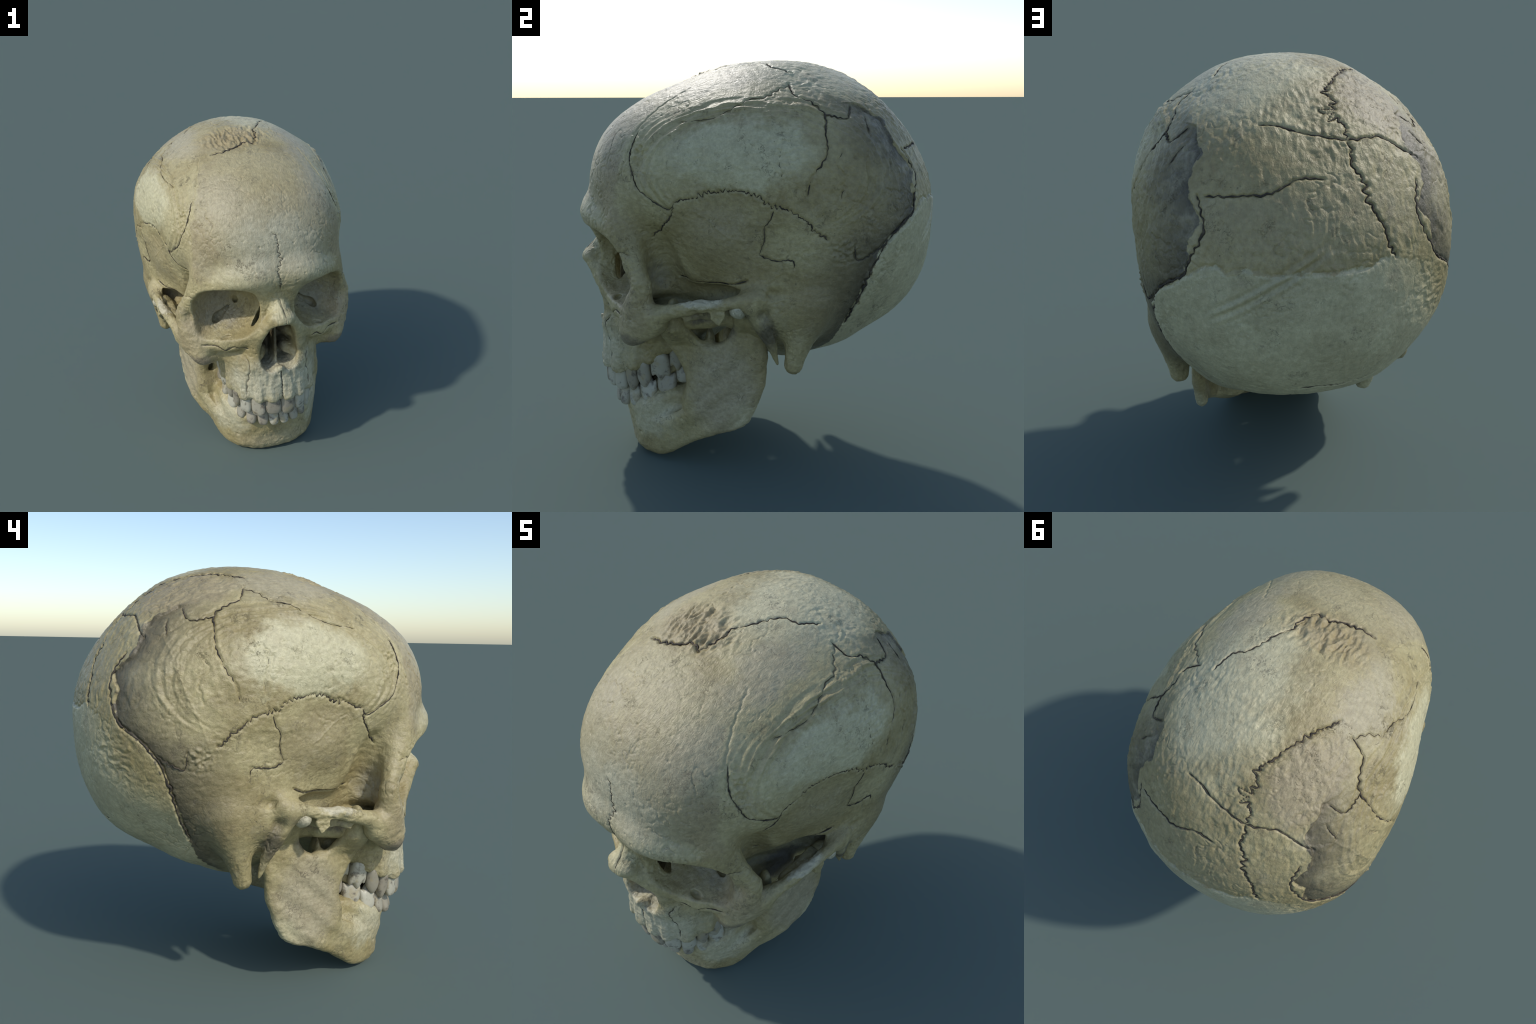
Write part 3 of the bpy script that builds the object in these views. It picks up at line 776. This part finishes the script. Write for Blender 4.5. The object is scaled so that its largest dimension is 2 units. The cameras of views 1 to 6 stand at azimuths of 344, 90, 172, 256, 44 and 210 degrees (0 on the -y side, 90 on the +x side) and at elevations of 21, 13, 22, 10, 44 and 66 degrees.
        inside = k.ramp(k.math("ADD", k.math("SUBTRACT", k.math("ABSOLUTE", X), k.curve(Z, STEP_Z, STEP_X)), jagx), -.006, .006, (1, 0))
        frontal = k.math("MULTIPLY", k.ramp(Y, -.30, -.42), k.ramp(Z, 1.22, 1.36))
        col = k.mix(k.math("MULTIPLY", k.math("MULTIPLY", inside, frontal), .22), col, (.385, .345, .250))
        outside = k.math("MULTIPLY", k.math("SUBTRACT", 1.0, inside), frontal)
        col = k.mix(k.math("MULTIPLY", outside, .45), col, (.50, .45, .265))
        # dark hollows: darker colour inside the nose and mouth, round the ear, in the temporal pit
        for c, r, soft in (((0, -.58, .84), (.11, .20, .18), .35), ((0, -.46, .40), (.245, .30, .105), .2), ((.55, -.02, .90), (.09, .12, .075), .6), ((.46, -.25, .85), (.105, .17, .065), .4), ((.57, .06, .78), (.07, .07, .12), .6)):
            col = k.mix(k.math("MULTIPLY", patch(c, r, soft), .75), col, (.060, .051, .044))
        col = k.mix(k.math("MULTIPLY", patch((.575, -.24, .93), (.07, .13, .03), .4), .85), col, (.52, .48, .36))
    elif kind == "mandible":
        for c, r, soft, colour, amount in (((.44, -.15, .45), (.12, .20, .28), .5, (.385, .340, .235), .9), ((.26, -.52, .25), (.14, .18, .14), .6, (.49, .46, .33), .85),
                                           ((0, -.62, .08), (.26, .16, .10), .6, (.40, .348, .225), .8), ((.45, -.02, .30), (.08, .12, .09), .6, PALE, .6),
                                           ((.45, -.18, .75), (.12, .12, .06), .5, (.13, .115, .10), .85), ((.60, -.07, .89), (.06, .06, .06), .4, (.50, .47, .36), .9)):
            col = k.mix(k.math("MULTIPLY", patch(c, r, soft), amount), col, colour)
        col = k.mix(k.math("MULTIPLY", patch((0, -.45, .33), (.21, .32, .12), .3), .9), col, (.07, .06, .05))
    # mottling, fibres, specks
    col = k.mix(k.math("MULTIPLY", k.ramp(k.noise(co, 11, 5, .65), .42, .75), .40), col, k.mix(1.0, col, (.80, .74, .66), "MULTIPLY"))
    col = k.mix(k.math("MULTIPLY", k.ramp(k.noise(co, 5.5, 5, .7), .52, .74), .40), col, (.46, .42, .30))
    mp = k.new("ShaderNodeMapping")
    k.link(co, mp.inputs["Vector"])
    mp.inputs["Scale"].default_value = (60, 22, 30)
    fibre = k.noise(mp.outputs[0], 1.6, 4, .65, .6)
    col = k.mix(k.math("MULTIPLY", k.ramp(fibre, .45, .75), .30), col, k.mix(1.0, col, (.70, .65, .58), "MULTIPLY"))
    vor = k.new("ShaderNodeTexVoronoi")
    k.link(wco, vor.inputs["Vector"])
    vor.inputs["Scale"].default_value = 26
    speck = k.math("MULTIPLY", k.ramp(vor.outputs["Distance"], .05, .12, (1, 0)), k.ramp(k.noise(co, 6, 2), .5, .62))
    col = k.mix(k.math("MULTIPLY", speck, .6), col, (.10, .085, .06))
    hair = None
    for sc, wd, seed in ((3.7, .010, 0.0), (9.0, .014, 5.0)):
        nz = k.noise(k.vmath("ADD", wco, (seed, seed * 2, 0)), sc, 5, .6, 1.2)
        line = k.ramp(k.math("ABSOLUTE", k.math("SUBTRACT", nz, .5)), 0.0, wd, (1, 0))
        line = k.math("MULTIPLY", line, k.ramp(k.noise(co, 4.5 + seed, 2, .5), .55, .66))
        hair = line if hair is None else k.math("MAXIMUM", hair, line)
    col = k.mix(k.math("MULTIPLY", hair, .60), col, (.085, .070, .045))
    grain = k.noise(co, 48, 5, .7)
    col = k.mix(k.ramp(grain, .30, .72), k.mix(1.0, col, (.90, .885, .82), "MULTIPLY"), k.mix(1.0, col, (1.20, 1.185, 1.11), "MULTIPLY"))
    k.link(col, k.bsdf.inputs["Base Color"])
    fine = k.noise(co, 110, 4, .65)
    mid = k.noise(mp.outputs[0], 1.1, 5, .6, .8)
    hgt = k.math("ADD", k.math("MULTIPLY", fine, .35), k.math("MULTIPLY", mid, .8))
    hgt = k.math("ADD", hgt, k.math("MULTIPLY", grain, .55))
    hgt = k.math("SUBTRACT", hgt, k.math("MULTIPLY", hair, .55))
    hgt = k.math("SUBTRACT", hgt, k.math("MULTIPLY", speck, .6))
    bump = k.new("ShaderNodeBump")
    bump.inputs["Strength"].default_value = .55
    bump.inputs["Distance"].default_value = .009
    k.link(hgt, bump.inputs["Height"])
    k.link(bump.outputs[0], k.bsdf.inputs["Normal"])
    k.link(k.ramp(fine, .3, .7, (.33, .48)), k.bsdf.inputs["Roughness"])
    k.bsdf.inputs["Specular IOR Level"].default_value = .5
    return k.m

def enamel_material():
    k = Nodes("enamel")
    co = k.new("ShaderNodeTexCoord").outputs["Object"]
    rnd = k.new("ShaderNodeObjectInfo").outputs["Random"]
    sep = k.new("ShaderNodeSeparateXYZ")
    k.link(k.new("ShaderNodeTexCoord").outputs["Generated"], sep.inputs[0])
    shift = k.new("ShaderNodeCombineXYZ")
    for i0 in range(3):
        k.link(k.math("MULTIPLY", rnd, 9.0 + 4 * i0), shift.inputs[i0])
    co = k.vmath("ADD", co, shift.outputs[0])
    col = k.mix(k.ramp(k.math("FRACT", k.math("MULTIPLY", rnd, 7.3)), .1, .9), (.47, .445, .345), (.30, .268, .20))
    col = k.mix(k.math("MULTIPLY", k.ramp(k.noise(co, 14, 3, .6), .52, .66), .65), col, (.38, .315, .18))
    col = k.mix(k.math("MULTIPLY", k.ramp(k.noise(co, 26, 5, .65), .50, .68), .8), col, (.115, .095, .075))
    k.link(col, k.bsdf.inputs["Base Color"])
    k.bsdf.inputs["Roughness"].default_value = .38
    bump = k.new("ShaderNodeBump")
    bump.inputs["Strength"].default_value = .5
    bump.inputs["Distance"].default_value = .005
    k.link(k.noise(co, 40, 3, .6), bump.inputs["Height"])
    k.link(bump.outputs[0], k.bsdf.inputs["Normal"])
    return k.m

def dirt_material():
    k = Nodes("crack_dirt")
    co = k.new("ShaderNodeTexCoord").outputs["Object"]
    k.link(k.mix(k.ramp(k.noise(co, 30, 3), .35, .7), (.030, .024, .018), (.095, .075, .050)), k.bsdf.inputs["Base Color"])
    k.bsdf.inputs["Roughness"].default_value = .85
    return k.m

# ------------------------------------------------------------------ teeth
def tooth_mesh(w, d, h, taper, power, cusps, seed):
    """Crown: rounded block, wide towards the biting end (z = -h/2), narrower at the neck (z = +h/2)."""
    nu, nv = 36, 24
    r = random.Random(seed)
    ph, tw = r.random() * 6, r.uniform(-.06, .06)
    v, q = [], []
    s = lambda c, p: math.copysign(abs(c) ** (2 / p), c)
    for j in range(nv + 1):
        phi = -math.pi / 2 + math.pi * j / nv
        for i in range(nu):
            th = 2 * math.pi * i / nu
            X, Y, Z = s(math.cos(phi), power) * s(math.cos(th), 2.6), s(math.cos(phi), power) * s(math.sin(th), 2.6), s(math.sin(phi), power)
            up = Z * .5 + .5
            k = 1 + (taper - 1) * up ** 1.3
            bulge = 1 + .05 * math.sin(2 * th + ph) * (1 - up) + .03 * math.sin(3 * th + ph + 2 * Z)
            zz = Z * h / 2
            if cusps and Z < 0:
                zz -= .10 * h * (-Z) * math.cos(math.pi * cusps * X)
            v.append((X * w / 2 * k * bulge + tw * zz, Y * d / 2 * (.62 + .38 * up) * bulge, zz))
    for j in range(nv):
        for i in range(nu):
            q.append((j * nu + i, j * nu + (i + 1) % nu, (j + 1) * nu + (i + 1) % nu, (j + 1) * nu + i))
    return np.array(v), np.array(q)

#               width  depth  height  neck  cusps
UPPER_TEETH = [(.092, .062, .150, .90, 0), (.086, .060, .145, .88, 0), (.080, .066, .150, .80, 0), (.062, .072, .145, .82, 1), (.074, .076, .140, .84, 1), (.098, .084, .140, .90, 2), (.088, .080, .13, .90, 2)]
LOWER_TEETH = [(.064, .050, .120, .88, 0), (.068, .050, .120, .88, 0), (.074, .055, .125, .80, 0), (.070, .062, .115, .80, 1), (.092, .074, .115, .86, 2), (.100, .078, .115, .90, 2), (.088, .080, .11, .90, 2)]

def place_teeth(parent, material):
    for upper, sizes in ((True, UPPER_TEETH), (False, LOWER_TEETH)):
        half_width, front = (.266, -.772) if upper else (.250, -.722)
        th = np.linspace(0, math.pi / 2, 600)
        back = -.40
        px, py = half_width * np.sin(th) ** (2 / 2.3), back + (front - back) * np.cos(th) ** (2 / 2.3)
        px, py = np.append(px, half_width + .005), np.append(py, back + .2)
        run = np.concatenate([[0], np.cumsum(np.hypot(np.diff(px), np.diff(py)))])
        pos = 0
        for n, (w, d, h, neck, cusps) in enumerate(sizes):
            mid = pos + w / 2
            pos += w
            x, y = np.interp(mid, run, px), np.interp(mid, run, py)
            dx, dy = np.interp(mid + .01, run, px) - x, np.interp(mid + .01, run, py) - y
            ang = math.atan2(dy, dx)
            gum = float(gum_line(np.array(y)))
            bite = gum - .105
            for side in (1, -1):
                v, q = tooth_mesh(w * RNG.uniform(1.02, 1.08), d, h * RNG.uniform(.95, 1.05), neck, 3.3, cusps, n + 20 * (side > 0) + 50 * upper)
                if not upper:
                    v[:, 2] *= -1
                    q = q[:, ::-1]
                z = bite + h / 2 if upper else bite - .012 - h / 2 + (.034 if n < 3 else .022)
                ob = mesh_object("tooth", v, q, material, parent)
                ob.location = (side * x, y, z + RNG.normal(0, .003))
                slant = -.10 if n < 3 else 0
                ob.rotation_euler = (slant if upper else -.22 if n < 3 else -.1, RNG.normal(0, .035), side * ang + RNG.normal(0, .05))

def suture_object(path, normals, radius, depth, material, parent, seed):
    """The dirt-filled line at the bottom of a suture: a thin rod of uneven thickness lying in the groove."""
    n, sides = len(path), 6
    tan = np.gradient(path, axis=0)
    tan /= np.linalg.norm(tan, axis=1)[:, None] + 1e-9
    side = np.cross(tan, normals)
    t = np.arange(n)[:, None] * np.array([[.003, 0, 0]])
    r = 1.25 * radius * np.clip(.72 + 1.5 * noise3(t, .06, seed) + .7 * noise3(t, .014, seed + 5), .10, 1.7)
    r *= np.clip(np.minimum(np.arange(n), n - 1 - np.arange(n)) / 5, .15, 1)
    core = path - normals * (depth * .55)
    v = []
    for i in range(sides):
        a = 2 * math.pi * i / sides
        v.append(core + side * (r * math.cos(a))[:, None] + normals * (r * math.sin(a))[:, None])
    v = np.stack(v, 1).reshape(-1, 3)
    q = [(i * sides + j, (i + 1) * sides + j, (i + 1) * sides + (j + 1) % sides, i * sides + (j + 1) % sides) for i in range(n - 1) for j in range(sides)]
    return mesh_object("suture", v, np.array(q)[:, ::-1], material, parent)

# ------------------------------------------------------------------ bones of the cranium
def bone_of(C):
    """Which bone each face centre belongs to."""
    x, y, z = C.T
    ax = np.abs(x)
    wob = .010 * noise3(C, .03, 81)
    az = np.degrees(np.arctan2(ax, y))
    kind = np.full(len(C), 1)                                                     # 1 parietal
    squamous = np.interp(y, [-.36, -.23, -.10, .03, .07, .16, .23, .30, .36, .46, .6], [1.37, 1.405, 1.434, 1.41, 1.377, 1.352, 1.306, 1.246, 1.20, 1.13, 1.16]) + wob
    edge = np.interp(z, EDGE_Z, EDGE_AZ) + wob * 120
    kind[(z < squamous) & (az > edge)] = 2                                        # temporal
    kind[(az <= edge) & (z < np.interp(x, NUCHAL_X, NUCHAL_Z) + wob) & (y > .05)] = 3   # occipital
    coronal = np.interp(ax, [0, .1, .25, .36, .41, .46, .50, .54], [-.30, -.29, -.32, -.42, -.52, -.55, -.52, -.40]) + wob
    kind[(y < coronal) & (z > 1.20 - .35 * np.clip(ax - .40, 0, 1)) & ~((z < 1.36) & (y > -.46) & (ax > .42))] = 0   # frontal
    facez = (y < -.40) & (z < 1.20 - .35 * np.clip(ax - .40, 0, 1))
    kind[(y < coronal) & (kind != 0)] = 4
    kind[facez] = 4                                                               # upper jaw
    kind[(kind == 2) & (y < -.30) & (z < 1.02)] = 4
    kind[facez & (ax < .085) & (z > .97) & (y < -.72)] = 5                        # nasal
    cheek = (ax > .33) & (y < -.30) & (z < 1.14) & (z > .62) & ((ax > .40) | (z < .92))
    kind[cheek & (kind != 0)] = 6                                                 # cheek bone
    return kind

BONES = ["frontal_bone", "parietal_bone", "temporal_bone", "occipital_bone", "upper_jaw", "nasal_bone", "cheek_bone"]

# ------------------------------------------------------------------ build
def build():
    skull = bpy.data.objects.new("human_skull", None)
    bpy.context.scene.collection.objects.link(skull)
    skull["label"] = "weathered tan human skull with lower jaw and teeth"
    skull["category"] = "skull"
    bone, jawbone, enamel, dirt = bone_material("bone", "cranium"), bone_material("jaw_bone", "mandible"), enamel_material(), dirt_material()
    field = half(cranium)

    paths, params = [], []
    for group, signs in ((SIDE_SUTURES, (1, -1)), (SINGLE_SUTURES, (1,))):
        for number, (points, amp, wave, depth, radius) in enumerate(group.values()):
            for sign in signs:
                pts = np.array(points) * [sign, 1, 1]
                paths.append(suture_path(field, pts, amp, wave, 100 + 7 * number + (group is SINGLE_SUTURES) * 300))
                params.append((depth, radius, 1.0 if amp > .011 else 0.0))

    v, q = surface_net(field, (0, -.98, .45), (.80, 1.0, 2.06), VOXEL)
    v, q = biggest_piece(v, q)
    v = cranium_relief(v, vertex_normals(v, q), paths, params)
    n = vertex_normals(v, q)
    kind = bone_of(v[q].mean(1))
    side = v[q].mean(1)[:, 0] < 0
    for i, name in enumerate(BONES):
        for s in ((False, True) if name in ("parietal_bone", "temporal_bone", "cheek_bone") else (None,)):
            pick = (kind == i) & (True if s is None else side == s)
            if pick.any():
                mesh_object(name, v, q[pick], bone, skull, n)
    for i, ((p, nm), (depth, radius, _)) in enumerate(zip(paths, params)):
        if radius > 0:
            suture_object(p, nm, radius, depth, dirt, skull, 500 + i)

    v, q = surface_net(half(mandible), (0, -.82, -.06), (.76, .20, 1.0), VOXEL)
    v, q = biggest_piece(v, q)
    v = mandible_relief(v, vertex_normals(v, q))
    v[:, 2] = np.maximum(v[:, 2], 0)
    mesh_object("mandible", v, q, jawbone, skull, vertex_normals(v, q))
    place_teeth(skull, enamel)

build()
